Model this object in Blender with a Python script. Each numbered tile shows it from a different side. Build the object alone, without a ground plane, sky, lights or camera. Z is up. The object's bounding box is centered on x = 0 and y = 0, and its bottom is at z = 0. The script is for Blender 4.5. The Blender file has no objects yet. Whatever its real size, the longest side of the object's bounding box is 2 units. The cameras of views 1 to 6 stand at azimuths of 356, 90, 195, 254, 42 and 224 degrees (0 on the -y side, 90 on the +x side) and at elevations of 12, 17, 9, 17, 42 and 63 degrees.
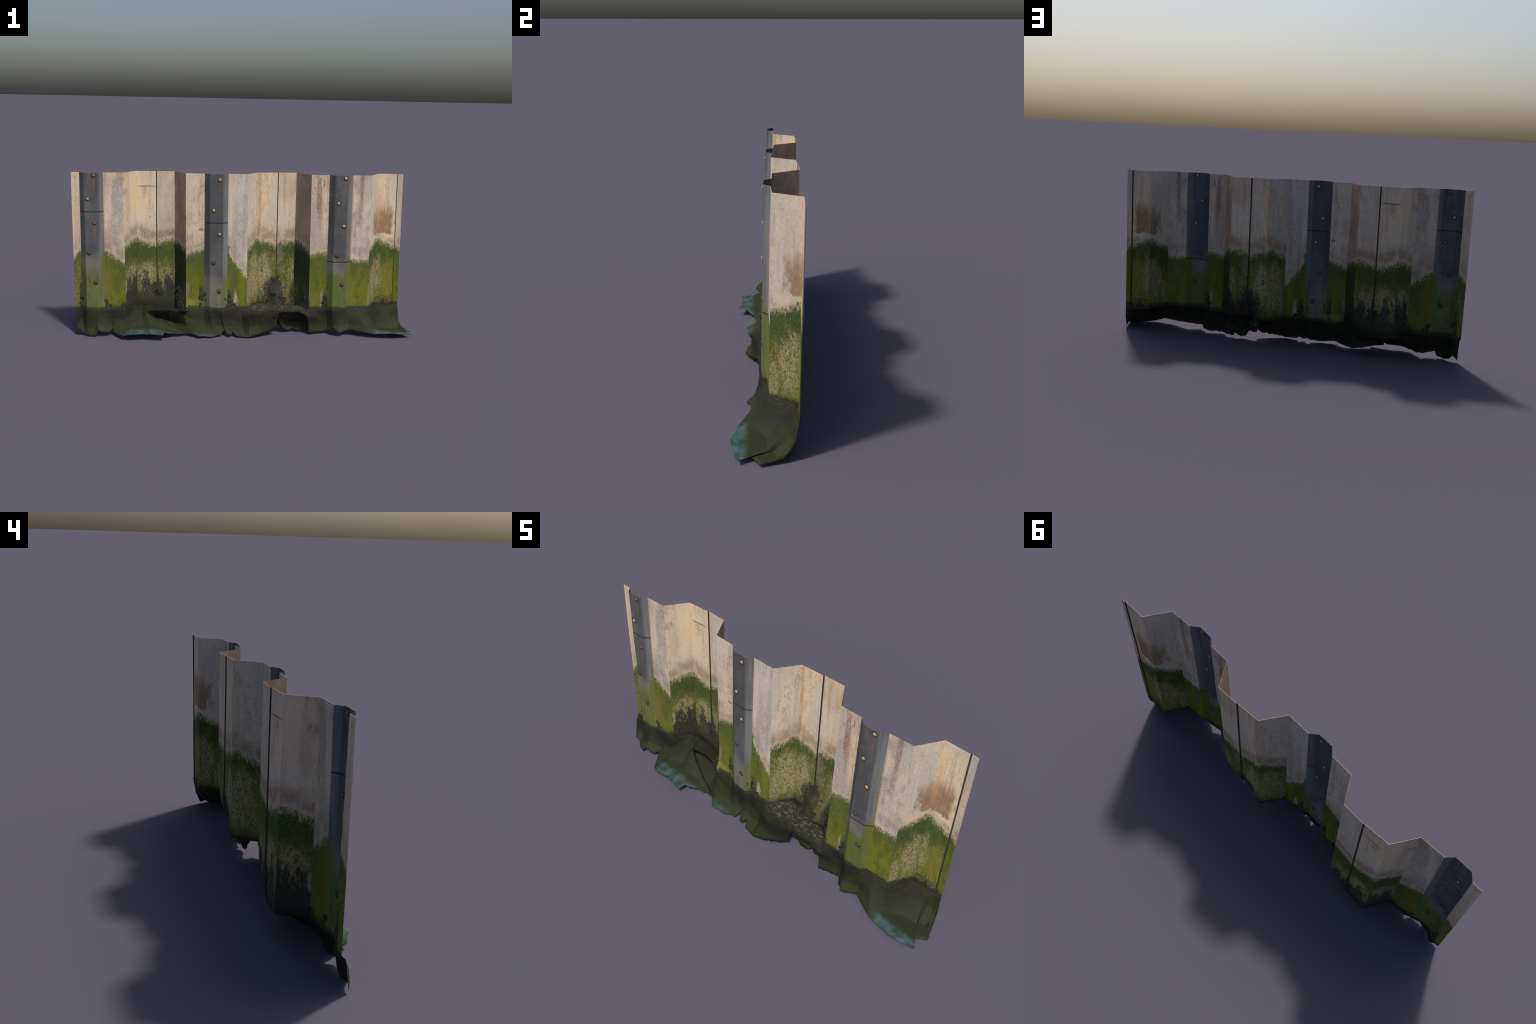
"""Weathered sea-wall section: corrugated concrete-faced sheet piles with dark
timber fender strips, a green tide line and a torn skirt of sea-bed mud."""
import bpy, math, random
from mathutils import Vector, noise as mnoise

random.seed(7)
TOP = 0.946
ZREF = 0.15
HALF = 0.0005          # half the shell thickness

# ------------------------------------------------------------------ profile
# plan of the wall: corner name -> (x, y at the top, x, y at the foot)
PLAN = dict(
    A=(-1.000, .031, -.996, .024), B=(-.954, .032, -.954, .031),
    C=(-.926, .002, -.923, -.001), D=(-.848, .001, -.853, .000),
    E=(-.821, .031, -.819, .015), F=(-.709, .034, -.701, .028),
    G=(-.646, .142, -.642, .142), H=(-.524, .152, -.526, .150),
    I=(-.418, .147, -.418, .145), J=(-.350, .035, -.349, .032),
    K=(-.242, .030, -.243, .021), L=(-.212, .000, -.209, -.003),
    M=(-.138, -.002, -.131, -.008), N=(-.106, .025, -.108, .008),
    O=(.008, .022, .010, .018), P=(.075, .131, .078, .128),
    Q=(.193, .140, .193, .138), R=(.302, .141, .303, .138),
    S=(.377, .027, .381, .012), T=(.482, .025, .484, .012),
    U=(.512, -.003, .517, -.015), V=(.585, -.006, .594, -.008),
    W=(.619, .022, .621, .013), X=(.731, .027, .736, .019),
    Y=(.796, .139, .799, .130), Z=(.911, .144, .915, .133),
    AA=(.945, .139, .949, .128),
)
# height of the foot of the wall where it meets the mud
FOOT = [(-1.0, .147), (-.82, .151), (-.70, .148), (-.645, .142), (-.52, .132),
        (-.42, .128), (-.35, .146), (-.11, .156), (.01, .151), (.075, .152), (.13, .155),
        (.19, .156), (.25, .150), (.31, .150), (.38, .148), (.52, .151), (.62, .158),
        (.736, .156), (.80, .146), (.90, .135), (.95, .139)]
# swellings where weed and spoil press the foot of the sheet (x, z, rx, rz, depth)
SWELL = [(.260, .125, .075, .075, -.072), (.180, .125, .050, .065, -.036),
         (-.455, .100, .080, .060, -.024), (-.390, .125, .055, .075, -.056), (.340, .20, .030, .090, -.018),
         (.183, .222, .024, .020, -.022), (.238, .200, .022, .026, -.026), (.300, .23, .020, .06, -.022),
         (-.520, .225, .018, .016, -.012), (-.395, .20, .016, .05, -.014)]


def lerp(a, b, t):
    return a + (b - a) * t


def table(tab, x):
    for (x0, y0), (x1, y1) in zip(tab, tab[1:]):
        if x <= x1:
            return lerp(y0, y1, max(0.0, (x - x0) / (x1 - x0)))
    return tab[-1][1]


def corner(name, z, dx=0.0, dy=0.0):
    xt, yt, xb, yb = PLAN[name]
    t = (TOP - z) / (TOP - ZREF)
    return Vector((lerp(xt, xb, t) + dx, lerp(yt, yb, t) + dy, z))


NODES = []            # the whole run of the profile: (corner, dx, dy)
for n in PLAN:
    if n in "HQZ":    # interlock: a lip, a dark clutch, then the next sheet
        NODES += [(n, -.016, -.0050), (n, -.0034, -.0042), (n, -.0022, -.0006), (n, .0028, -.0002)]
    else:
        NODES.append((n, 0, 0))


def swell(p):
    d = 0.0
    for x, z, rx, rz, a in SWELL:
        d += a * math.exp(-((p.x - x) / rx) ** 2 - ((p.z - z) / rz) ** 2)
    d += .0010 * mnoise.noise(Vector((p.x * 7, p.y * 7, p.z * 5)))
    return d


def run_at(z):
    """front-line points of the full profile at one height, with mitre normals"""
    pts = [corner(n, z, dx, dy) for n, dx, dy in NODES]
    nor = []
    for i in range(len(pts)):
        a = pts[max(0, i - 1)]; b = pts[i]; c = pts[min(len(pts) - 1, i + 1)]
        d1 = (b - a) if i else (c - b)
        d2 = (c - b) if i < len(pts) - 1 else (b - a)
        n1 = Vector((-d1.y, d1.x, 0)).normalized(); n2 = Vector((-d2.y, d2.x, 0)).normalized()
        m = (n1 + n2).normalized()
        nor.append(m / max(.55, m.dot(n1)))
    return pts, nor


NROW = 46


def strip(name, i0, i1, mats, z_lo=None, z_hi=None, off=(0.0, 0.0), rows=NROW, div=5, ends=(False, False)):
    """closed thin shell along profile nodes i0..i1; mats: one material per span"""
    verts, faces, fm = [], [], []
    ts = []
    span = 0
    for i in range(i0, i1):
        short = NODES[i][0] == NODES[i + 1][0]
        dv = 1 if short else div
        if i > i0 and not (NODES[i][0] == NODES[i - 1][0] or (short and NODES[i][0] != NODES[i - 1][0])):
            span += 1
        ts += [(i, k / dv, span) for k in range(dv)]
    ts.append((i1 - 1, 1.0, span))
    ncol = len(ts)
    for r in range(rows + 1):
        t = r / rows
        row = []
        for (i, f, s) in ts:
            # foot height depends on x
            pa = corner(NODES[i][0], ZREF, NODES[i][1], NODES[i][2])
            pb = corner(NODES[i + 1][0], ZREF, NODES[i + 1][1], NODES[i + 1][2])
            xx = lerp(pa.x, pb.x, f)
            lo = table(FOOT, xx) - .010 if z_lo is None else z_lo
            hi = TOP if z_hi is None else z_hi
            z = lerp(lo, hi, t)
            pts, nor = cached_run(z)
            p = pts[i].lerp(pts[i + 1], f)
            n = nor[i].lerp(nor[i + 1], f)
            sw = swell(p)
            row.append((p + Vector((0, sw, 0)), n))
        for p, n in row:
            verts.append(p - n * (HALF - off[0]))
        for p, n in row:
            verts.append(p + n * (HALF + off[1]))
    W = 2 * ncol
    for r in range(rows):
        for c in range(ncol - 1):
            a = r * W + c; s = ts[c][2]
            faces.append((a, a + 1, a + 1 + W, a + W)); fm.append(s)
            b = a + ncol
            faces.append((b + 1, b, b + W, b + 1 + W)); fm.append(s)
    for c in range(ncol - 1):                       # top and bottom rims
        s = ts[c][2]
        a = rows * W + c
        faces.append((a, a + 1, a + 1 + ncol, a + ncol)); fm.append(s)
        faces.append((c + 1, c, c + ncol, c + 1 + ncol)); fm.append(s)
    for e, c in zip(ends, (0, ncol - 1)):
        if e:
            for r in range(rows):
                a = r * W + c
                q = (a, a + W, a + W + ncol, a + ncol)
                faces.append(q if c == 0 else q[::-1]); fm.append(ts[c][2])
    return make(name, verts, faces, mats, fm)


_runs = {}


def cached_run(z):
    k = round(z, 5)
    if k not in _runs:
        _runs[k] = run_at(z)
    return _runs[k]


def make(name, verts, faces, mats, fm=None, smooth=True, angle=28):
    me = bpy.data.meshes.new(name)
    me.from_pydata([tuple(v) for v in verts], [], faces)
    for m in mats:
        me.materials.append(m)
    if fm:
        for p, k in zip(me.polygons, fm):
            p.material_index = min(k, len(mats) - 1)
    if smooth:
        me.polygons.foreach_set("use_smooth", [True] * len(me.polygons))
        me.set_sharp_from_angle(angle=math.radians(angle))
    me.update()
    ob = bpy.data.objects.new(name, me)
    bpy.context.scene.collection.objects.link(ob)
    return ob


# ---------------------------------------------------------------- materials
class Nodes:
    """small helper that writes shader expressions on object coordinates"""

    def __init__(self, name, rough=.85):
        self.mat = bpy.data.materials.new(name)
        self.mat.use_nodes = True
        self.t = self.mat.node_tree
        self.bsdf = self.t.nodes["Principled BSDF"]
        self.bsdf.inputs["Roughness"].default_value = rough
        self.bsdf.inputs["Specular IOR Level"].default_value = .25
        tc = self.t.nodes.new("ShaderNodeTexCoord")
        self.co = tc.outputs["Object"]
        s = self.t.nodes.new("ShaderNodeSeparateXYZ")
        self.t.links.new(self.co, s.inputs[0])
        self.x, self.y, self.z = s.outputs

    def put(self, sock, v):
        if hasattr(v, "is_linked") or isinstance(v, bpy.types.NodeSocket):
            self.t.links.new(v, sock)
        else:
            sock.default_value = v

    def m(self, op, a, b=0.0, c=0.0, clamp=False):
        n = self.t.nodes.new("ShaderNodeMath"); n.operation = op; n.use_clamp = clamp
        self.put(n.inputs[0], a); self.put(n.inputs[1], b)
        if op in ("MULTIPLY_ADD", "SMOOTH_MIN"):
            self.put(n.inputs[2], c)
        return n.outputs[0]

    def step(self, v, a, b, lo=0.0, hi=1.0, smooth=True):
        n = self.t.nodes.new("ShaderNodeMapRange")
        n.interpolation_type = 'SMOOTHSTEP' if smooth else 'LINEAR'
        self.put(n.inputs[0], v); self.put(n.inputs[1], a); self.put(n.inputs[2], b)
        n.inputs[3].default_value = lo; n.inputs[4].default_value = hi
        return n.outputs[0]

    def noise(self, scale, stretch=(1, 1, 1), detail=3, rough=.55, seed=0.0, distort=0.0):
        mp = self.t.nodes.new("ShaderNodeMapping")
        self.t.links.new(self.co, mp.inputs[0])
        mp.inputs["Location"].default_value = (seed * 3.7, seed * 1.3, seed * 2.1)
        mp.inputs["Scale"].default_value = stretch
        n = self.t.nodes.new("ShaderNodeTexNoise")
        self.t.links.new(mp.outputs[0], n.inputs["Vector"])
        n.inputs["Scale"].default_value = scale; n.inputs["Detail"].default_value = detail
        n.inputs["Roughness"].default_value = rough; n.inputs["Distortion"].default_value = distort
        return n.outputs["Fac"]

    def mix(self, a, b, f):
        n = self.t.nodes.new("ShaderNodeMix"); n.data_type = 'RGBA'
        self.put(n.inputs["Factor"], f)
        for k, v in (("A", a), ("B", b)):
            s = [i for i in n.inputs if i.name == k and i.type == 'RGBA'][0]
            self.put(s, (*v, 1) if isinstance(v, tuple) else v)
        return [o for o in n.outputs if o.type == 'RGBA'][0]

    def blob(self, x, z, rx, rz, jit=.5, soft=.5, scale=26, seed=1.0, stretch=(1, 1, .5)):
        """soft-edged elliptical patch with a ragged rim, in x and z"""
        dx = self.m('DIVIDE', self.m('SUBTRACT', self.x, x), rx)
        dz = self.m('DIVIDE', self.m('SUBTRACT', self.z, z), rz)
        d = self.m('SQRT', self.m('ADD', self.m('MULTIPLY', dx, dx), self.m('MULTIPLY', dz, dz)))
        n = self.noise(scale, stretch, 3, .6, seed)
        d = self.m('ADD', d, self.m('MULTIPLY', self.m('SUBTRACT', n, .5), jit * 2))
        return self.step(d, 1.0 + soft / 2, 1.0 - soft / 2)

    def finish(self, col, bump=None, strength=.3, dist=.004):
        self.put(self.bsdf.inputs["Base Color"], col)
        if bump is not None:
            b = self.t.nodes.new("ShaderNodeBump")
            b.inputs["Strength"].default_value = strength
            b.inputs["Distance"].default_value = dist
            self.t.links.new(bump, b.inputs["Height"])
            self.t.links.new(b.outputs[0], self.bsdf.inputs["Normal"])
        return self.mat


CREAM = (.62, .515, .40); WARM = (.70, .525, .345); GREYPINK = (.405, .360, .308); WHITE = (.635, .550, .445)
STAIN = (.27, .18, .115); RUST = (.36, .17, .065); OXBLOOD = (.20, .105, .08)
MOSS_DARK = (.042, .066, .022); MOSS = (.082, .112, .022); MOSS_LIT = (.150, .172, .010)
OLIVE = (.155, .145, .022); TAN = (.245, .215, .085); BLACK = (.027, .026, .025)
SLATE = (.098, .102, .107); MUD = (.021, .022, .014)


def pile_material(name, x0, x1, tone=(CREAM, WARM), top=(.5, .5), seed=1.0, stain=.8, stain_h=.06,
                  dark=.0, dark_to=.42, speck=0.0, speck_z=(.18, .42), black=0.0, black_z=.27,
                  lit=.5, grey=0.0, patches=(), pink=0.0, blotch=.6, rough=1.0, shade=False, ragged=1.0):
    """one concrete face: pale above the tide line, weed below.
    top: height of the weed at x0 and x1; dark: share of dark weed under the line;
    speck: pale barnacle speckle; black: black growth at the foot; patches: extra marks"""
    N = Nodes(name, .9)
    u = N.step(N.x, x0, x1, smooth=False)
    pepper = N.noise(210, (1, 1, .8), 2, .6, seed)
    salt = N.noise(170, (1, 1, .6), 2, .6, seed + 11)
    streak = N.noise(34, (1, 1, .07), 4, .6, seed + 1)
    cloud = N.noise(9, (1, 1, .6), 4, .65, seed + 2)
    fine = N.noise(75, (1, 1, .5), 4, .7, seed + 3)
    mid = N.noise(28, (1, 1, .5), 4, .7, seed + 12)
    MUL = lambda a, b: N.m('MULTIPLY', a, b)
    # concrete
    col = N.mix(tone[0], tone[1], N.step(cloud, .40, .60))
    q = .25 if shade else 1.0           # webs with shadow painted into their colour get little pale bloom
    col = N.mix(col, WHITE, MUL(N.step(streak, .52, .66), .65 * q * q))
    col = N.mix(col, GREYPINK, MUL(N.step(N.noise(10, (1, 1, .3), 4, .65, seed + 4), .46, .62), .40 * q + .6 * pink))
    col = N.mix(col, (.33, .245, .17), MUL(N.step(streak, .46, .34), .30))
    big = N.noise(14, (1, 1, .8), 5, .7, seed + 14)
    col = N.mix(col, (.46, .36, .25), MUL(N.step(big, .50, .64), .45))
    # grime and rust run-off down the face
    runs = N.noise(60, (1, 1, .05), 4, .7, seed + 15)
    col = N.mix(col, (.30, .235, .175), MUL(MUL(N.step(runs, .53, .66), N.step(cloud, .40, .56, .25, 1)), .50))
    col = N.mix(col, (.42, .27, .15), MUL(MUL(N.step(runs, .42, .34), N.step(big, .50, .60)), .45))
    # pitted brown blotches
    bl = MUL(N.step(cloud, .46, .58), N.step(mid, .46, .60))
    col = N.mix(col, (.27, .19, .125), MUL(MUL(bl, N.step(fine, .44, .58)), blotch))
    col = N.mix(col, (.27, .21, .165), MUL(N.step(pepper, .56, .66), .40))
    col = N.mix(col, (.74, .66, .57), MUL(N.step(salt, .58, .68), .40 * q * q))
    col = N.mix(col, (.12, .10, .085), MUL(MUL(N.step(salt, .32, .27), N.step(fine, .45, .55)), .6))
    for (kind, px, pz, rx, rz, pc, ps) in patches:
        if kind == 'upper':      # soft run-off streak
            f = MUL(N.blob(px, pz, rx, rz, .40, 1.0, 34, seed + px, (1, 1, .12)), N.step(fine, .30, .60, .45, 1))
            f = MUL(f, N.step(salt, .66, .58, .25, 1))
            col = N.mix(col, pc, MUL(f, ps))
        if kind == 'wash':       # rust wash: ragged foot at pz, streaky fading top at pz+rz
            ex = N.m('ABSOLUTE', N.m('SUBTRACT', N.m('ADD', N.x, MUL(N.m('SUBTRACT', mid, .5), .06)), px))
            f = N.step(ex, rx + .010, rx - .010)
            zz = N.m('ADD', N.z, N.m('ADD', MUL(N.m('SUBTRACT', mid, .5), .06), MUL(N.m('SUBTRACT', cloud, .5), .08)))
            f = MUL(f, N.step(zz, pz - .004, pz + .006))
            zt = N.m('ADD', N.z, MUL(N.m('SUBTRACT', streak, .5), .14))
            f = MUL(f, N.step(zt, pz + rz + .045, pz + rz - .045))
            f = MUL(f, N.step(fine, .25, .55, .65, 1))
            col = N.mix(col, pc, MUL(f, ps))
    # tide line
    h = N.m('ADD', MUL(N.m('SUBTRACT', 1.0, u), top[0]), MUL(u, top[1]))
    rag = N.m('ADD', MUL(N.m('SUBTRACT', cloud, .5), .06 * ragged), MUL(N.m('SUBTRACT', fine, .5), .075))
    above = N.m('SUBTRACT', N.m('ADD', N.z, rag), h)          # >0 above the weed
    if stain:
        b = MUL(N.step(above, stain_h * 1.7, stain_h * .7), N.step(above, -.01, .014))
        b = MUL(b, N.step(mid, .34, .58, .35, 1))
        col = N.mix(col, STAIN, MUL(b, stain))
        col = N.mix(col, (.48, .41, .30), MUL(N.step(above, .020, .008), N.step(fine, .42, .56, .1, .95)))
    # weed
    zc = N.m('ADD', N.z, MUL(N.m('SUBTRACT', cloud, .5), .30))
    weed = N.mix(MOSS, MOSS_LIT, MUL(N.step(zc, .44, .24), lit))
    weed = N.mix(weed, (.135, .135, .016), MUL(N.step(mid, .44, .58), N.step(zc, .46, .36, 0, .5)))
    weed = N.mix(weed, OLIVE, N.step(N.noise(18, (1, 1, .45), 4, .65, seed + 5), .50, .62, 0, .60))
    if dark:
        dz = N.m('ADD', N.z, MUL(N.m('SUBTRACT', mid, .5), .22))
        dk = MUL(N.step(dz, dark_to - .05, dark_to + .05), N.step(cloud, .38, .54, .35, 1))
        weed = N.mix(weed, MOSS_DARK, MUL(MUL(dk, N.step(fine, .62, .46, .45, 1)), dark))
    weed = N.mix(weed, (.020, .030, .010), MUL(N.step(fine, .50, .66), .5 * rough))
    weed = N.mix(weed, (.19, .20, .055), MUL(N.step(salt, .54, .66), .42 * rough))
    weed = N.mix(weed, (.026, .034, .012), MUL(N.step(pepper, .54, .64), .45 * rough))
    weed = N.mix(weed, (.052, .075, .022), MUL(N.step(mid, .47, .60), .45))
    weed = N.mix(weed, (.115, .125, .018), MUL(MUL(N.step(big, .50, .62), N.step(salt, .44, .56, .3, 1)), .6))
    if speck:
        sz = N.m('ADD', N.z, MUL(N.m('SUBTRACT', cloud, .5), .18))
        sz = N.m('ADD', sz, MUL(N.m('SUBTRACT', mid, .5), .10))
        band = MUL(N.step(sz, speck_z[1] + .04, speck_z[1] - .04), N.step(sz, speck_z[0] - .05, speck_z[0] + .02))
        sp = N.step(N.noise(95, (1, 1, .5), 4, .75, seed + 6), .57 - .16 * speck, .63 - .12 * speck)
        weed = N.mix(weed, TAN, MUL(MUL(band, sp), .85))
        sp2 = N.step(N.noise(150, (1, 1, .6), 3, .7, seed + 7), .54, .64)
        weed = N.mix(weed, (.40, .345, .20), MUL(MUL(band, sp2), .65 * min(1, speck + .3)))
        weed = N.mix(weed, (.045, .042, .022), MUL(MUL(band, N.step(pepper, .54, .64)), .55))
    for (kind, px, pz, rx, rz, pc, ps) in patches:
        if kind == 'tan':        # barnacled pale island
            f = N.blob(px, pz, rx, rz, .9, .9, 30, seed + px * 3, (1, 1, .5))
            f = MUL(f, N.step(N.noise(110, (1, 1, .55), 4, .75, seed + 13), .40, .54))
            weed = N.mix(weed, pc, MUL(f, ps))
            f2 = MUL(N.blob(px, pz, rx, rz, .9, .9, 30, seed + px * 3, (1, 1, .5)), N.step(salt, .53, .62))
            weed = N.mix(weed, (.46, .41, .27), MUL(f2, .7 * ps))
            f3 = MUL(N.blob(px, pz, rx, rz, .9, .9, 30, seed + px * 3, (1, 1, .5)), N.step(pepper, .54, .62))
            weed = N.mix(weed, (.04, .04, .02), MUL(f3, .6))
    if grey:
        g = MUL(N.step(N.noise(13, (1, 1, .4), 4, .65, seed + 8), .60 - .22 * grey, .72 - .22 * grey), .75)
        weed = N.mix(weed, (.20, .175, .125), MUL(g, N.step(fine, .40, .58, .4, 1)))
    if black:
        bn = N.noise(17, (1, 1, .34), 5, .72, seed + 9)
        bz = N.m('ADD', N.z, MUL(N.m('SUBTRACT', bn, .5), .62))
        bz = N.m('ADD', bz, MUL(N.m('SUBTRACT', fine, .5), .16))
        bk = MUL(N.step(bz, black_z + .035, black_z - .03), black)
        bk = MUL(bk, N.step(salt, .64, .54, .75, 1))
        bk = N.m('MAXIMUM', bk, MUL(N.step(N.m('ADD', N.z, MUL(N.m('SUBTRACT', mid, .5), .10)), .215, .175), black))
        weed = N.mix(weed, BLACK, bk)
    for (kind, px, pz, rx, rz, pc, ps) in patches:
        if kind == 'lower':
            f = N.blob(px, pz, rx, rz, 1.0, .6, 38, seed + px + pz, (1, 1, .4))
            weed = N.mix(weed, pc, MUL(MUL(f, N.step(salt, .64, .54, .5, 1)), ps))
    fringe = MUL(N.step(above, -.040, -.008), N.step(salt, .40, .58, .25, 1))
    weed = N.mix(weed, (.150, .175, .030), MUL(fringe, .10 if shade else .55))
    mask = N.step(above, .006, -.006)
    mask = MUL(mask, N.step(N.m('ADD', above, MUL(N.m('SUBTRACT', salt, .5), .10)), .0, -.03, .45, 1))
    col = N.mix(col, weed, mask)
    for (kind, px, pz, rx, rz, pc, ps) in patches:
        if kind == 'over':
            f = N.blob(px, pz, rx, rz, 1.0, .6, 40, seed + px - pz, (1, 1, .45))
            col = N.mix(col, pc, MUL(MUL(f, N.step(fine, .38, .56, .3, 1)), ps))
        if kind == 'line':
            col = N.mix(col, pc, MUL(N.blob(px, pz, rx, rz, .25, .7, 60, seed + px), ps))
    # wet foot
    foot = N.step(N.m('ADD', N.z, MUL(N.m('SUBTRACT', fine, .5), .04)), .172, .150)
    col = N.mix(col, MUD, MUL(foot, .85))
    hgt = N.m('ADD', MUL(fine, .6), MUL(salt, .4))
    return N.finish(col, hgt, .4, .004)


def timber_material(name, seed, green_z, rusts=(), x_right=0.0, green=1.0):
    N = Nodes(name, .7)
    grain = N.noise(60, (.16, .16, 2.4), 4, .65, seed)
    vert = N.noise(26, (1, 1, .08), 3, .6, seed + 1)
    cloud = N.noise(8, (1, 1, .5), 3, .6, seed + 2)
    fine = N.noise(110, (1, 1, 1), 2, .6, seed + 3)
    col = N.mix(SLATE, (.070, .073, .079), N.step(cloud, .38, .62))
    col = N.mix(col, (.15, .165, .175), N.step(grain, .56, .74, 0, .40))
    col = N.mix(col, (.045, .05, .058), N.step(grain, .42, .28, 0, .40))
    col = N.mix(col, (.17, .165, .16), N.m('MULTIPLY', N.step(vert, .52, .70), .35))
    col = N.mix(col, (.11, .14, .155), N.m('MULTIPLY', N.step(N.noise(22, (.5, .5, 1.2), 2, .5, seed + 6), .62, .74), .4))
    col = N.mix(col, (.30, .30, .29), N.step(fine, .74, .82, 0, .35))
    for (px, pz, rx, rz, ps) in rusts:
        col = N.mix(col, (.20, .115, .075), N.m('MULTIPLY', N.blob(px, pz, rx, rz, .35, .9, 30, seed + pz, (1, 1, .2)), ps))
    bev = N.step(N.x, x_right - .010, x_right + .004)
    col = N.mix(col, (.19, .19, .18), N.m('MULTIPLY', bev, N.step(vert, .36, .60, .25, .7)))
    # pale silt then weed towards the water
    zz = N.m('ADD', N.z, N.m('MULTIPLY', N.m('SUBTRACT', cloud, .5), .14))
    col = N.mix(col, (.215, .195, .165), N.m('MULTIPLY', N.step(zz, green_z + .13, green_z + .01), .62))
    # the right-hand bevel greens first
    edge = N.step(N.x, x_right - .012, x_right)
    zg = N.m('SUBTRACT', zz, N.m('MULTIPLY', edge, .10))
    weed = N.mix((.098, .128, .026), MOSS_LIT, N.step(vert, .42, .62, .0, .5))
    weed = N.mix(weed, (.15, .145, .06), N.step(N.noise(14, (1, 1, .4), 3, .6, seed + 4), .5, .7, 0, .6))
    col = N.mix(col, weed, N.m('MULTIPLY', N.step(zg, green_z + .025, green_z - .035), N.m('MAXIMUM', N.m('MULTIPLY', edge, .8), green)))
    col = N.mix(col, (.055, .06, .028), N.m('MULTIPLY', N.step(zz, green_z + .03, green_z - .05), N.step(N.noise(40, (1, 1, .35), 4, .7, seed + 8), .50, .64, 0, .5)))
    foot = N.step(N.m('ADD', N.z, N.m('MULTIPLY', N.m('SUBTRACT', cloud, .5), .03)), .172, .152)
    col = N.mix(col, MUD, N.m('MULTIPLY', foot, .85))
    return N.finish(col, N.m('ADD', grain, N.m('MULTIPLY', fine, .3)), .3, .003)


def joint_material():
    N = Nodes("joint_dark", .9)
    n = N.noise(20, (1, 1, .15), 3, .6, 3)
    col = N.mix((.045, .034, .027), (.105, .066, .043), N.step(n, .45, .7))
    low = N.step(N.z, .55, .42)
    col = N.mix(col, (.030, .034, .018), low)
    return N.finish(col)


def bolt_material(name, cap, rim):
    N = Nodes(name, .6)
    n = N.noise(150, (1, 1, 1), 3, .6, 2)
    col = N.mix(cap, rim, N.step(n, .48, .72))
    return N.finish(col, n, .3, .002)


def mud_material():
    N = Nodes("mud_silt", .75)
    comb = N.noise(46, (.35, 1, 1.8), 4, .6, 5, .8)
    cloud = N.noise(6, (1, 1, 1), 4, .6, 6)
    fine = N.noise(120, (1, 1, 1), 3, .65, 7)
    col = N.mix((.010, .010, .0075), (.0175, .0205, .0085), N.step(cloud, .36, .62))
    col = N.mix(col, (.029, .033, .0135), N.step(comb, .54, .70, 0, .55))
    # twiggy litter where the troughs silt up
    shelf = N.m('MULTIPLY', N.blob(.19, .14, .17, .06, .3, .6, 18, 2.0), N.step(N.y, -.03, .03))
    litter = N.noise(75, (.45, 1.3, 1.0), 3, .7, 9, 1.2)
    lcol = N.mix((.020, .020, .018), (.15, .145, .10), N.step(litter, .50, .66))
    col = N.mix(col, lcol, shelf)
    crumbs = N.m('MULTIPLY', N.step(N.z, .10, .15), N.step(fine, .60, .70))
    col = N.mix(col, (.20, .115, .05), N.m('MULTIPLY', crumbs, .55))
    # greener towards the torn front edge, sea-green on the outermost tips
    low = N.step(N.z, .10, .03)
    col = N.mix(col, (.027, .035, .013), N.m('MULTIPLY', low, .6))
    out = N.step(N.m('ADD', N.y, N.m('MULTIPLY', N.m('SUBTRACT', cloud, .5), .05)), -.052, -.084)
    place = N.m('MAXIMUM', N.blob(.90, .025, .14, .06, .4, .3, 16, 1.0),
                N.blob(-.53, .03, .17, .10, .2, .6, 12, 4.0))
    place = N.m('MAXIMUM', place, N.blob(-.25, .02, .07, .06, .2, .6, 12, 7.0))
    teal = N.mix((.026, .060, .046), (.052, .092, .100), N.step(N.noise(18, (1, 1, 1), 3, .6, 8), .42, .62))
    col = N.mix(col, teal, N.m('MULTIPLY', N.m('MULTIPLY', out, place), N.step(N.noise(30, (1, 1, 1), 4, .7, 12), .36, .56, .35, .95)))
    return N.finish(col, N.m('ADD', comb, fine), .35, .004)


# ---------------------------------------------------------------- build
wall = bpy.data.objects.new("sea_wall_section", None)
bpy.context.scene.collection.objects.link(wall)
wall["label"] = "weathered corrugated sea wall with timber fenders, green weed and torn mud foot"
wall["category"] = "sea wall"
wall.empty_display_size = .2

IDX = {}
for i, (n, dx, dy) in enumerate(NODES):
    IDX.setdefault(n, []).append(i)


def first(n): return IDX[n][1] if n in "HQZ" else IDX[n][0]
def last(n): return IDX[n][-1]


def face_mat(a, b, **kw):
    return pile_material("concrete_weed", PLAN[a][0], PLAN[b][0], **kw)


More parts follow.
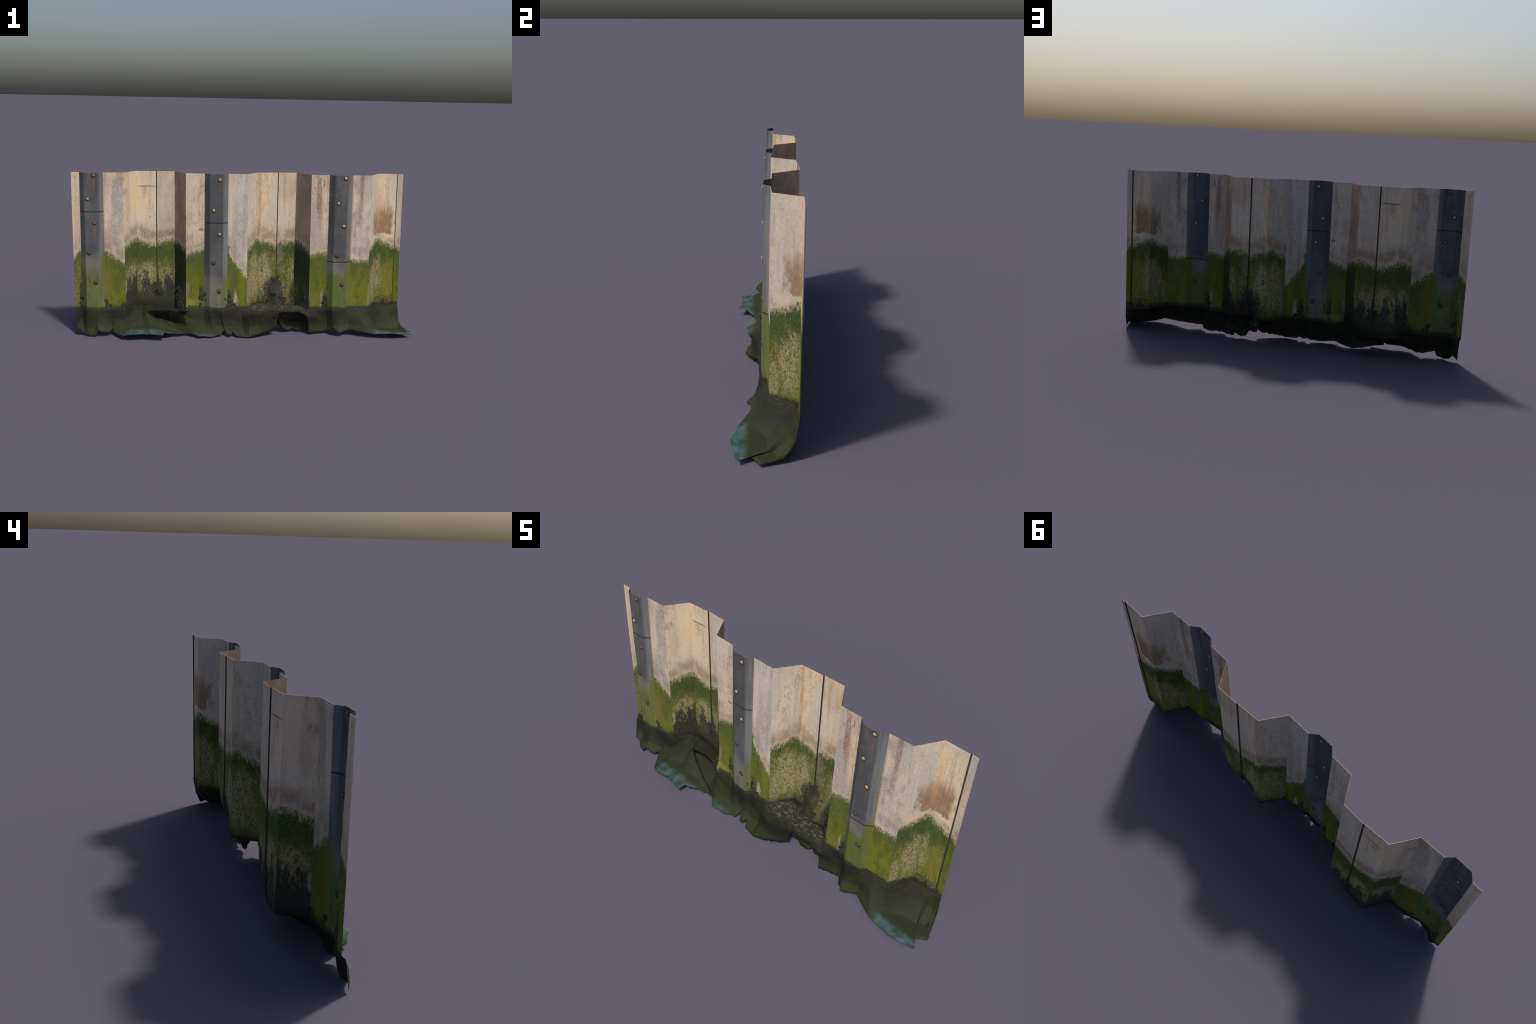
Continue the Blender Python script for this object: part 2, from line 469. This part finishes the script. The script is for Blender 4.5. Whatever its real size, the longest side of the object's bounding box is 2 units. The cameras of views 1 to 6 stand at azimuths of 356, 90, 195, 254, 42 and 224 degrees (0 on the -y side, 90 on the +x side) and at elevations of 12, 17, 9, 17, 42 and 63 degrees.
LAND = (WHITE, GREYPINK)
M = {}
M['AB'] = face_mat('A', 'B', tone=(CREAM, WARM), top=(.46, .51), rough=.65, seed=1, stain=.35, lit=.9, speck=.1,
                   patches=[('lower', -.957, .20, .010, .10, BLACK, .9)])
M['EF'] = face_mat('E', 'F', tone=(CREAM, GREYPINK), top=(.51, .44), ragged=1.8, rough=.65, seed=2, stain=.45, lit=.9, pink=.2,
                   patches=[('upper', -.817, .70, .004, .20, (.36, .22, .11), .6),
                            ('lower', -.80, .32, .014, .12, (.16, .12, .03), .8),
                            ('lower', -.815, .185, .016, .03, BLACK, .9),
                            ('upper', -.75, .54, .03, .02, STAIN, .5),
                            ('over', -.73, .485, .028, .035, (.30, .26, .22), .75)])
M['FG'] = face_mat('F', 'G', tone=(CREAM, WARM), top=(.52, .555), seed=3, stain=.75, dark=.95, dark_to=.40,
                   speck=.45, speck_z=(.20, .40), black=.95, black_z=.29, lit=.3,
                   patches=[('tan', -.672, .335, .022, .055, (.29, .245, .125), .8), ('tan', -.698, .23, .006, .09, (.33, .29, .19), .8),
                            ('over', -.703, .835, .016, .022, (.30, .19, .13), .55),
                            ('upper', -.69, .76, .012, .10, (.42, .30, .20), .5),
                            ('upper', -.655, .82, .02, .12, WARM, .6)])
M['GH'] = face_mat('G', 'H', tone=(CREAM, WARM), top=(.555, .515), seed=4, stain=.8, dark=.8, dark_to=.42,
                   speck=.4, speck_z=(.20, .39), black=.9, black_z=.28, lit=.35,
                   patches=[('tan', -.585, .33, .045, .075, (.29, .245, .125), .9), ('tan', -.575, .22, .03, .05, (.24, .20, .11), .8),
                            ('line', -.585, .857, .056, .0028, (.12, .09, .065), .9),
                            ('over', -.595, .835, .016, .022, (.45, .25, .12), .6),
                            ('upper', -.63, .80, .02, .14, WARM, .7)])
M['HI'] = face_mat('H', 'I', tone=(CREAM, (.60, .46, .32)), top=(.53, .545), seed=5, stain=.9, stain_h=.05, dark=.7,
                   dark_to=.43, speck=.5, speck_z=(.24, .40), black=.95, black_z=.29, lit=.3,
                   patches=[('tan', -.475, .31, .03, .06, (.29, .245, .125), .7)])
SHADE = ((.43, .31, .21), (.31, .22, .145))  # web concrete darkened and browned to keep part of its baked shadow
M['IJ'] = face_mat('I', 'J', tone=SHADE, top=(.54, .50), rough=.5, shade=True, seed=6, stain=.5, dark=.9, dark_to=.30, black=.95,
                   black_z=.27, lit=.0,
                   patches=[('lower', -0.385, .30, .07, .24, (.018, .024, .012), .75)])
M['JK'] = face_mat('J', 'K', tone=(WHITE, CREAM), top=(.48, .515), rough=.65, seed=7, stain=.6, stain_h=.035, lit=1.0, pink=.15,
                   patches=[('over', -.33, .70, .03, .06, (.33, .27, .20), .4),
                            ('over', -.335, .565, .03, .03, (.16, .12, .10), .35),
                            ('over', -.345, .26, .014, .035, (.24, .20, .16), .8),
                            ('lower', -.262, .22, .014, .06, BLACK, .85),
                            ('lower', -.31, .185, .05, .018, (.20, .18, .07), .7),
                            ('line', -.262, .62, .014, .006, (.20, .15, .12), .8)])
M['NO'] = face_mat('N', 'O', tone=(GREYPINK, (.52, .46, .41)), top=(.53, .33), ragged=3.2, rough=.65, seed=8, stain=.35, lit=.75, pink=.5,
                   patches=[('upper', -.09, .75, .012, .25, CREAM, .8),
                            ('over', -.092, .21, .022, .055, BLACK, .9),
                            ('over', -.055, .20, .010, .055, (.42, .36, .25), .8),
                            ('lower', -.02, .30, .02, .12, MOSS_LIT, .6)])
M['OP'] = face_mat('O', 'P', tone=((.52, .45, .35), CREAM), top=(.51, .555), seed=9, stain=.7, dark=.95, dark_to=.46,
                   speck=.5, speck_z=(.19, .46), black=.25, black_z=.18, lit=.4,
                   patches=[('tan', .058, .33, .030, .12, (.32, .28, .14), .95), ('tan', .025, .23, .014, .10, (.29, .245, .125), .9)])
M['PQ'] = face_mat('P', 'Q', tone=(CREAM, WARM), top=(.555, .515), seed=10, stain=.7, dark=.7, dark_to=.47,
                   speck=.3, speck_z=(.25, .46), black=.6, black_z=.20, lit=.35, grey=.3,
                   patches=[('tan', .115, .33, .040, .11, (.32, .28, .16), .9),
                            ('upper', .083, .80, .012, .30, (.40, .26, .14), .6),
                            ('upper', .083, .62, .010, .06, RUST, .55),
                            ('lower', .175, .23, .055, .085, BLACK, 1.0)])
M['QR'] = face_mat('Q', 'R', tone=(CREAM, WARM), top=(.53, .55), seed=11, stain=.75, dark=.75, dark_to=.42, lit=.3,
                   speck=.25, grey=.55, black=.9, black_z=.26,
                   patches=[('tan', .285, .34, .014, .07, (.29, .245, .125), .7),
                            ('upper', .25, .86, .05, .07, (.45, .33, .21), .6),
                            ('lower', .255, .22, .02, .07, (.085, .08, .022), .7)])
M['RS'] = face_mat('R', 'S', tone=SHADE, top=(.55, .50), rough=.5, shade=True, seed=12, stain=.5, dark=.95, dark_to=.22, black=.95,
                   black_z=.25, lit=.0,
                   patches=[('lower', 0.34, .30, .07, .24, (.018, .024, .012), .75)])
M['ST'] = face_mat('S', 'T', tone=(GREYPINK, CREAM), top=(.485, .50), rough=.65, seed=13, stain=.15, lit=.6, pink=.4, grey=.3,
                   patches=[('line', .431, .905, .0016, .028, (.10, .05, .04), .9), ('line', .436, .868, .0016, .016, (.10, .05, .04), .9), ('line', .446, .880, .0018, .011, (.12, .07, .055), .8),
                            ('upper', .425, .80, .016, .10, OXBLOOD, .75),
                            ('upper', .434, .74, .010, .09, RUST, .65),
                            ('upper', .415, .92, .012, .05, OXBLOOD, .5),
                            ('line', .453, .893, .0016, .014, (.14, .09, .07), .8),
                            ('line', .452, .90, .006, .018, (.22, .14, .11), .5),
                            ('over', .475, .20, .012, .07, BLACK, .8),
                            ('over', .455, .20, .007, .05, (.40, .34, .24), .5)])
M['WX'] = face_mat('W', 'X', tone=(CREAM, GREYPINK), top=(.445, .455), rough=.65, seed=14, stain=.0, lit=1.0, pink=.25,
                   patches=[('upper', .6235, .68, .004, .24, (.36, .22, .11), .7),
                            ('upper', .676, .90, .012, .10, OXBLOOD, .75),
                            ('upper', .672, .74, .014, .12, (.30, .19, .16), .75),
                            ('over', .675, .495, .06, .028, (.27, .235, .22), .6)])
M['XY'] = face_mat('X', 'Y', tone=((.56, .49, .41), CREAM), top=(.51, .555), seed=15, stain=.25, dark=.95, dark_to=.40,
                   speck=.3, speck_z=(.16, .38), lit=.5,
                   patches=[('tan', .778, .31, .020, .12, (.29, .245, .125), .95), ('tan', .745, .22, .010, .08, (.29, .245, .125), .8),
                            ('wash', .800, .575, .034, .15, (.25, .155, .09), .9),
                            ('upper', .775, .80, .02, .12, (.42, .35, .30), .5)])
M['YZ'] = face_mat('Y', 'Z', tone=(CREAM, WARM), top=(.555, .52), seed=16, stain=.5, stain_h=.025, dark=.75, dark_to=.43,
                   speck=.25, speck_z=(.16, .42), lit=.7,
                   patches=[('tan', .815, .33, .022, .10, (.29, .245, .125), .9), ('over', .865, .18, .05, .018, (.05, .045, .025), .7),
                            ('wash', .835, .585, .056, .15, (.27, .165, .095), .95),
                            ('upper', .805, .75, .012, .12, (.55, .30, .13), .65),
                            ('lower', .87, .30, .05, .10, (.19, .17, .02), .6)])
M['ZA'] = face_mat('Z', 'AA', tone=((.50, .42, .34), CREAM), top=(.53, .50), rough=.65, seed=17, stain=.4, lit=.8)

PILES = [(['A', 'B'], ['AB'], (True, False)),
         (['E', 'F', 'G', 'H'], ['EF', 'FG', 'GH'], (False, False)),
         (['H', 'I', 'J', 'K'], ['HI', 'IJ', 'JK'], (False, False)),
         (['N', 'O', 'P', 'Q'], ['NO', 'OP', 'PQ'], (False, False)),
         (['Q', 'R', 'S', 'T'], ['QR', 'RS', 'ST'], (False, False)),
         (['W', 'X', 'Y', 'Z'], ['WX', 'XY', 'YZ'], (False, False)),
         (['Z', 'AA'], ['ZA'], (False, True))]
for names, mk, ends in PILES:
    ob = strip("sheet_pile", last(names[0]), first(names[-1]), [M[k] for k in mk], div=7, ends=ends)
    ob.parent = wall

JM = joint_material()
for n in "HQZ":
    ob = strip("interlock_joint", first(n), last(n), [JM], div=1, off=(0, 0))
    ob.parent = wall

# timber fenders: (left corner, right corner, butt-joint height, weed height, bolts)
BOLT_Z = [(.944, .797, .659, .483, .309), (.913, .737, .598, .427, .257), (.936, .785, .651, .474, .300)]
FENDERS = [('B', 'E', .723, .40, (-.870, -.906)), ('K', 'N', .664, .26, (-.155, -.189)), ('T', 'W', .437, .365, (.571, .535))]

BOLT_TAN = bolt_material("bolt_rust_pale", (.44, .31, .175), (.24, .105, .045))
BOLT_RUST = bolt_material("bolt_rust_red", (.29, .115, .05), (.10, .045, .03))
BOLT_WEED = bolt_material("bolt_weedy", (.075, .08, .035), (.04, .032, .025))
BOLT_RIM = bolt_material("bolt_seat", (.055, .040, .032), (.10, .055, .035))


def dome_mesh(name, mat):
    """round-headed bolt through the sheet: seat ring and dome on both faces (axis y)"""
    prof = [(.0, -.0050), (.004, -.0047), (.0068, -.0039), (.0082, -.0028), (.0085, -.0016),
            (.0136, -.0015), (.0144, -.0010), (.0144, .0010), (.0136, .0015), (.0085, .0016),
            (.0082, .0028), (.0068, .0039), (.004, .0047), (.0, .0050)]
    seg = 20
    verts = []; faces = []; fm = []
    verts.append((0, prof[0][1], 0))
    for r, y in prof[1:-1]:
        for k in range(seg):
            a = 2 * math.pi * k / seg
            verts.append((r * math.cos(a), y, r * math.sin(a)))
    verts.append((0, prof[-1][1], 0))
    nr = len(prof) - 2
    for k in range(seg):
        faces.append((0, 1 + k, 1 + (k + 1) % seg)); fm.append(0)
    for r in range(nr - 1):
        for k in range(seg):
            a = 1 + r * seg + k; b = 1 + r * seg + (k + 1) % seg
            faces.append((a, a + seg, b + seg, b)); fm.append(1 if 4 <= r + 1 <= 9 else 0)
    e = len(verts) - 1; o = 1 + (nr - 1) * seg
    for k in range(seg):
        faces.append((e, o + (k + 1) % seg, o + k)); fm.append(0)
    ob = make(name, verts, faces, [mat, BOLT_RIM], fm, True, 50)
    return ob


protos = {}
for key, m in (("tan", BOLT_TAN), ("rust", BOLT_RUST), ("weed", BOLT_WEED)):
    o = dome_mesh("bolt", m)
    protos[key] = o.data
    bpy.data.objects.remove(o)

BOLT_LOOK = [("rust", "tan", "rust", "weed", "weed"), ("tan", "tan", "tan", "weed", "weed"), ("tan", "tan", "tan", "weed", "weed")]
JOINT = bolt_material("butt_joint_dark", (.018, .018, .018), (.03, .025, .02))

for f, (a, b, seam, green, bx) in enumerate(FENDERS):
    fender = bpy.data.objects.new("timber_fender", None)
    bpy.context.scene.collection.objects.link(fender)
    fender.parent = wall
    ia, ib = last(a), first(b)
    zs = BOLT_Z[f]
    rusts = [(bx[i % 2], zs[i] - .055, .007, .05, .55 if (f, i) in ((0, 0), (0, 2), (2, 0)) else .15) for i in range(3)]
    pm = PLAN[['D', 'M', 'V'][f]][0]
    mat = timber_material("timber_slate", 20 + f * 5, green, rusts, pm + .008, (.85, .25, .95)[f])
    gap = .0016
    for lo, hi in ((None, seam - gap), (seam + gap, None)):
        ob = strip("timber_plank", ia, ib, [mat], z_lo=lo, z_hi=hi, div=7, rows=24)
        ob.parent = fender
    ob = strip("butt_joint", ia, ib, [JOINT], z_lo=seam - gap * 1.5, z_hi=seam + gap * 1.5, div=7, rows=1,
               off=(.0012, -.0012))
    ob.parent = fender
    for i, z in enumerate(zs):
        x = bx[i % 2]
        pl, pr = corner(['C', 'L', 'U'][f], z), corner(['D', 'M', 'V'][f], z)
        y = lerp(pl.y, pr.y, (x - pl.x) / (pr.x - pl.x))
        me = protos[BOLT_LOOK[f][i]]
        bo = bpy.data.objects.new("bolt", me)
        bpy.context.scene.collection.objects.link(bo)
        zz = min(z, TOP - .0156)
        bo.location = (x, y, zz)
        s = random.uniform(.93, 1.07)
        bo.scale = (s, random.uniform(.9, 1.1), s)
        bo.rotation_euler = (0, random.uniform(0, 6.28), 0)
        bo.parent = fender

# ------------------------------------------------------------ mud skirt
def wall_foot(x):
    z = table(FOOT, x) + .004
    pts, _ = cached_run(z)
    for p, q in zip(pts, pts[1:]):
        if p.x <= x <= q.x and q.x > p.x:
            r = p.lerp(q, (x - p.x) / (q.x - p.x)); break
    else:
        r = (pts[0] if x < pts[0].x else pts[-1]).copy()
    r = r + Vector((0, swell(r), 0))
    r.z = z
    return r


# each rib of the skirt: x on the wall foot, two bends (or None), torn edge point
RIBS = [
    (-1.00, (-.988, .003, .126), (-.986, -.006, .070), (-.985, -.016, .011)),
    (-.975, None, None, (-.958, -.028, .031)),
    (-.955, None, None, (-.935, -.030, .007)),
    (-.925, None, None, (-.911, -.048, .002)),
    (-.885, None, None, (-.871, -.065, .006)),
    (-.862, None, None, (-.856, -.056, .038)),
    (-.812, None, None, (-.806, -.051, .023)),
    (-.785, None, None, (-.779, -.021, .027)),
    (-.762, (-.760, .008, .085), (-.758, -.014, .045), (-.757, -.052, .017)),
    (-.720, (-.720, .008, .078), (-.718, -.040, .034), (-.713, -.118, .018)),
    (-.680, (-.680, .030, .090), (-.674, -.040, .048), (-.668, -.143, .038)),
    (-.610, (-.608, .070, .108), (-.600, -.010, .056), (-.592, -.129, .037)),
    (-.595, (-.590, .058, .119), (-.578, -.010, .062), (-.560, -.133, .037)),
]
# right of the slit the upper silt sheet hangs free over a hollow
HANG = [
    (-.595, (-.590, .058, .119), (-.586, .070, .085), (-.580, .000, .052)),
    (-.540, (-.540, .068, .122), (-.535, .100, .070), (-.520, .010, .044)),
    (-.480, (-.480, .066, .122), (-.470, .100, .052), (-.455, .000, .022)),
    (-.430, (-.432, .056, .123), (-.420, .075, .045), (-.395, -.016, .008)),
    (-.385, (-.390, .036, .122), (-.378, .030, .050), (-.350, -.040, .010)),
    (-.350, (-.362, .018, .112), (-.345, -.005, .050), (-.317, -.058, .014)),
    (-.315, (-.308, .004, .085), (-.296, -.024, .040), (-.278, -.099, .014)),
    (-.245, (-.240, .000, .085), (-.230, -.024, .036), (-.200, -.090, .005)),
    (-.205, (-.200, -.016, .085), (-.185, -.032, .036), (-.141, -.069, .010)),
    (-.195, None, None, (-.133, -.042, .026)),
    (-.150, None, None, (-.109, -.041, .026)),
    (-.140, None, None, (-.107, -.070, .012)),
    (-.120, None, None, (-.080, -.077, .016)),
    (-.105, None, None, (-.074, -.053, .025)),
    (-.070, None, None, (-.050, -.086, .006)),
    (-.020, (-.018, -.012, .110), (-.012, -.034, .040), (-.005, -.092, .004)),
    (.012, (.022, -.034, .126), (.022, -.058, .060), (.020, -.097, .002)),
    (.045, (.055, -.056, .130), (.062, -.066, .070), (.070, -.084, .014)),
    (.078, (.088, -.066, .133), (.104, -.064, .075), (.115, -.062, .020)),
    (.115, (.132, -.052, .134), (.146, -.050, .080), (.150, -.046, .026)),
    (.150, (.172, -.040, .135), (.184, -.036, .080), (.186, -.030, .046)),
    (.165, (.188, -.036, .137), (.196, -.034, .122), (.198, -.032, .116)),
    (.190, (.205, -.034, .139), (.210, .004, .100), (.212, .016, .042)),
    (.215, (.240, -.034, .140), (.238, .022, .075), (.232, .018, .012)),
    (.240, (.268, -.034, .140), (.268, .045, .060), (.259, .022, .008)),
    (.262, (.292, -.034, .139), (.294, .055, .056), (.289, .030, .028)),
    (.280, (.310, -.034, .139), (.316, .052, .056), (.304, .028, .010)),
    (.312, (.332, -.034, .134), (.347, .036, .054), (.347, .022, .011)),
    (.345, (.356, -.028, .118), (.366, .014, .058), (.368, .004, .016)),
    (.375, (.372, -.024, .108), (.378, -.024, .060), (.382, -.028, .004)),
    (.430, (.430, -.006, .100), (.430, -.012, .050), (.430, -.016, .012)),
    (.470, None, None, (.474, -.006, .009)),
    (.490, None, None, (.497, -.012, .020)),
    (.512, None, None, (.513, -.040, .009)),
    (.520, None, None, (.529, -.052, .031)),
    (.540, None, None, (.551, -.074, .025)),
    (.615, (.615, -.012, .108), (.620, -.026, .064), (.622, -.043, .034)),
    (.680, (.676, -.024, .106), (.708, -.062, .056), (.735, -.097, .024)),
    (.745, (.748, -.008, .100), (.768, -.044, .048), (.790, -.108, .026)),
    (.790, (.790, .034, .098), (.802, -.018, .036), (.825, -.116, .028)),
    (.830, (.830, .070, .095), (.842, .006, .029), (.863, -.125, .031)),
    (.885, (.890, .086, .088), (.915, .016, .017), (.985, -.094, .019)),
    (.905, (.908, .100, .074), (.914, .036, .014), (.932, -.049, .009)),
    (.930, (.934, .108, .068), (.946, .052, .010), (.998, -.017, .014)),
    (.949, (.952, .122, .110), (.955, .116, .070), (.962, .088, .004)),
]
# lower sheet in front of the slit: free upper edge -> torn front edge
FRONT = [
    ((-.590, .058, .119), (-.578, -.010, .062), (-.560, -.133, .037)),
    ((-.562, .044, .104), (-.545, -.028, .054), (-.515, -.143, .036)),
    ((-.532, .031, .087), (-.513, -.040, .048), (-.476, -.152, .035)),
    ((-.512, .023, .077), (-.497, -.034, .044), (-.473, -.112, .041)),
    ((-.475, .008, .062), (-.462, -.030, .036), (-.440, -.085, .025)),
    ((-.440, -.008, .046), (-.425, -.034, .027), (-.405, -.066, .018)),
    ((-.400, -.022, .030), (-.388, -.034, .020), (-.370, -.050, .014)),
    ((-.365, -.034, .018), (-.355, -.042, .014), (-.340, -.052, .012)),
]


def rib_points(rib, n=4):
    x, k1, k2, e = rib
    c = wall_foot(x); e = Vector(e)
    if k1 is None:
        k1 = c.lerp(e, .20); k1.z = e.z + .54 * (c.z - e.z)      # steep, then a shallow apron
        k2 = c.lerp(e, .46); k2.z = e.z + .22 * (c.z - e.z)
    keys = [c, Vector(k1), Vector(k2), e]
    out = []
    for a, b in zip(keys, keys[1:]):
        out += [a.lerp(b, i / n) for i in range(n)]
    return out + [keys[-1]]


def sheet(ribs, between=4, amp=.003, foot=None):
    rows = []
    for j, (a, b) in enumerate(zip(ribs, ribs[1:])):
        for i in range(between):
            row = [p.lerp(q, i / between) for p, q in zip(a, b)]
            if foot:          # keep the heel of the skirt on the corrugated wall
                d = wall_foot(lerp(foot[j], foot[j + 1], i / between)) - row[0]
                row = [p + d * max(0, 1 - k / 5) ** 1.5 for k, p in enumerate(row)]
            if i:             # torn lip between the measured points
                out = (row[-1] - row[-2]).normalized()
                row[-1] = row[-1] + out * (.009 * mnoise.noise(row[-1] * 75)) + Vector((0, 0, .002 * mnoise.noise(row[-1] * 50)))
            rows.append(row)
    rows.append(ribs[-1])
    L = len(rows[0]); verts = []; faces = []
    for r, row in enumerate(rows):
        for k, p in enumerate(row):
            w = amp * min(1, k / 3, r / 3, (len(rows) - 1 - r) / 3) * (1 if k < L - 1 else .3)
            d = mnoise.noise(p * 28) * w
            verts.append(p + Vector((0, d, d)))
    for r in range(len(rows) - 1):
        for k in range(L - 1):
            a = r * L + k
            faces.append((a, a + 1, a + 1 + L, a + L))
    return verts, faces


HOLLOW = [   # back of the hollow under the overhanging shelf
    ((.140, .034, .118), (.150, .034, .080), (.160, .030, .046)),
    ((.188, .018, .122), (.194, .024, .080), (.198, .022, .044)),
    ((.216, .010, .110), (.214, .014, .075), (.213, .018, .042)),
]
MUDM = mud_material()
v1, f1 = sheet([rib_points(r) for r in RIBS], foot=[r[0] for r in RIBS])
v2, f2 = sheet([rib_points(r) for r in HANG], foot=[r[0] for r in HANG])
def bent(ribs):
    out = []
    for top_pt, mid_pt, end_pt in ribs:
        p, q, r = Vector(top_pt), Vector(mid_pt), Vector(end_pt)
        out.append([p.lerp(q, i / 4) for i in range(4)] + [q.lerp(r, i / 5) for i in range(6)])
    return out


front = bent(FRONT)
v4, f4 = sheet(bent(HOLLOW))
v3, f3 = sheet(front)
for vs, fs in ((v1, f1), (v2, f2), (v3, f3), (v4, f4)):
    for v in vs:
        v.z = max(v.z, .001)
    ob = make("mud_skirt", vs, fs, [MUDM], None, True, 9)
    so = ob.modifiers.new("thickness", 'SOLIDIFY')
    so.thickness = .0018; so.offset = 0.0
    ob.parent = wall

# ------------------------------------------------ crusty weed clumps in the corners
def clump_material():
    N = Nodes("clump_black_weed", .85)
    n = N.noise(120, (1, 1, .6), 4, .7, 4)
    w = N.noise(22, (1, 1, 1), 3, .6, 8)
    col = N.mix((.022, .021, .019), (.085, .065, .042), N.step(n, .48, .66))
    col = N.mix(col, (.16, .13, .08), N.step(n, .62, .72, 0, .7))
    col = N.mix(col, (.05, .065, .018), N.step(w, .52, .66, 0, .7))
    return N.finish(col, n, .6, .004)


rng = random.Random(11)
SPOTS = [(-.952, .17, 7, .05), (-.815, .17, 5, .03), (-.705, .16, 5, .03), (-.525, .20, 9, .07), (-.40, .18, 9, .07), (-.355, .17, 5, .05),
         (-.258, .19, 8, .06), (-.095, .18, 10, .05), (-.06, .155, 6, .02), (.17, .20, 12, .06), (.24, .19, 10, .06),
         (.30, .19, 8, .07), (.362, .17, 7, .05), (.475, .18, 10, .06), (.85, .155, 8, .02), (.91, .15, 5, .02)]
cv, cf = [], []
for sx, sz, count, spread in SPOTS:
    for _ in range(int(count * 2.2)):
        x = sx + rng.gauss(0, .011); z = max(table(FOOT, x) + .002, sz + rng.uniform(-spread * .5, spread))
        pts, nor = cached_run(z)
        for p, q in zip(pts, pts[1:]):
            if p.x <= x <= q.x and q.x > p.x:
                c = p.lerp(q, (x - p.x) / (q.x - p.x)); break
        c = c + Vector((0, swell(c), 0))
        r = rng.uniform(.0028, .0075)
        ax = Vector((r * rng.uniform(.7, 1.2), r * .45, r * rng.uniform(.7, 2.3)))
        base = len(cv); lat, lon = 5, 8
        cv.append(c + Vector((0, 0, ax.z)))
        for i in range(1, lat):
            t = math.pi * i / lat
            for k in range(lon):
                f = 2 * math.pi * k / lon
                d = Vector((math.sin(t) * math.cos(f), math.sin(t) * math.sin(f), math.cos(t)))
                g = 1 + .8 * mnoise.noise((c + d * r) * 260)
                cv.append(c + Vector((d.x * ax.x, d.y * ax.y, d.z * ax.z)) * g)
        cv.append(c - Vector((0, 0, ax.z)))
        for k in range(lon):
            cf.append((base, base + 1 + k, base + 1 + (k + 1) % lon))
            o = base + 1 + (lat - 2) * lon
            cf.append((base + 1 + (lat - 1) * lon, o + (k + 1) % lon, o + k))
            for i in range(lat - 2):
                a = base + 1 + i * lon
                cf.append((a + k, a + lon + k, a + lon + (k + 1) % lon, a + (k + 1) % lon))
ob = make("weed_clump", cv, cf, [clump_material()], None, True, 60)
ob["kind"] = "stuff"
ob.parent = wall
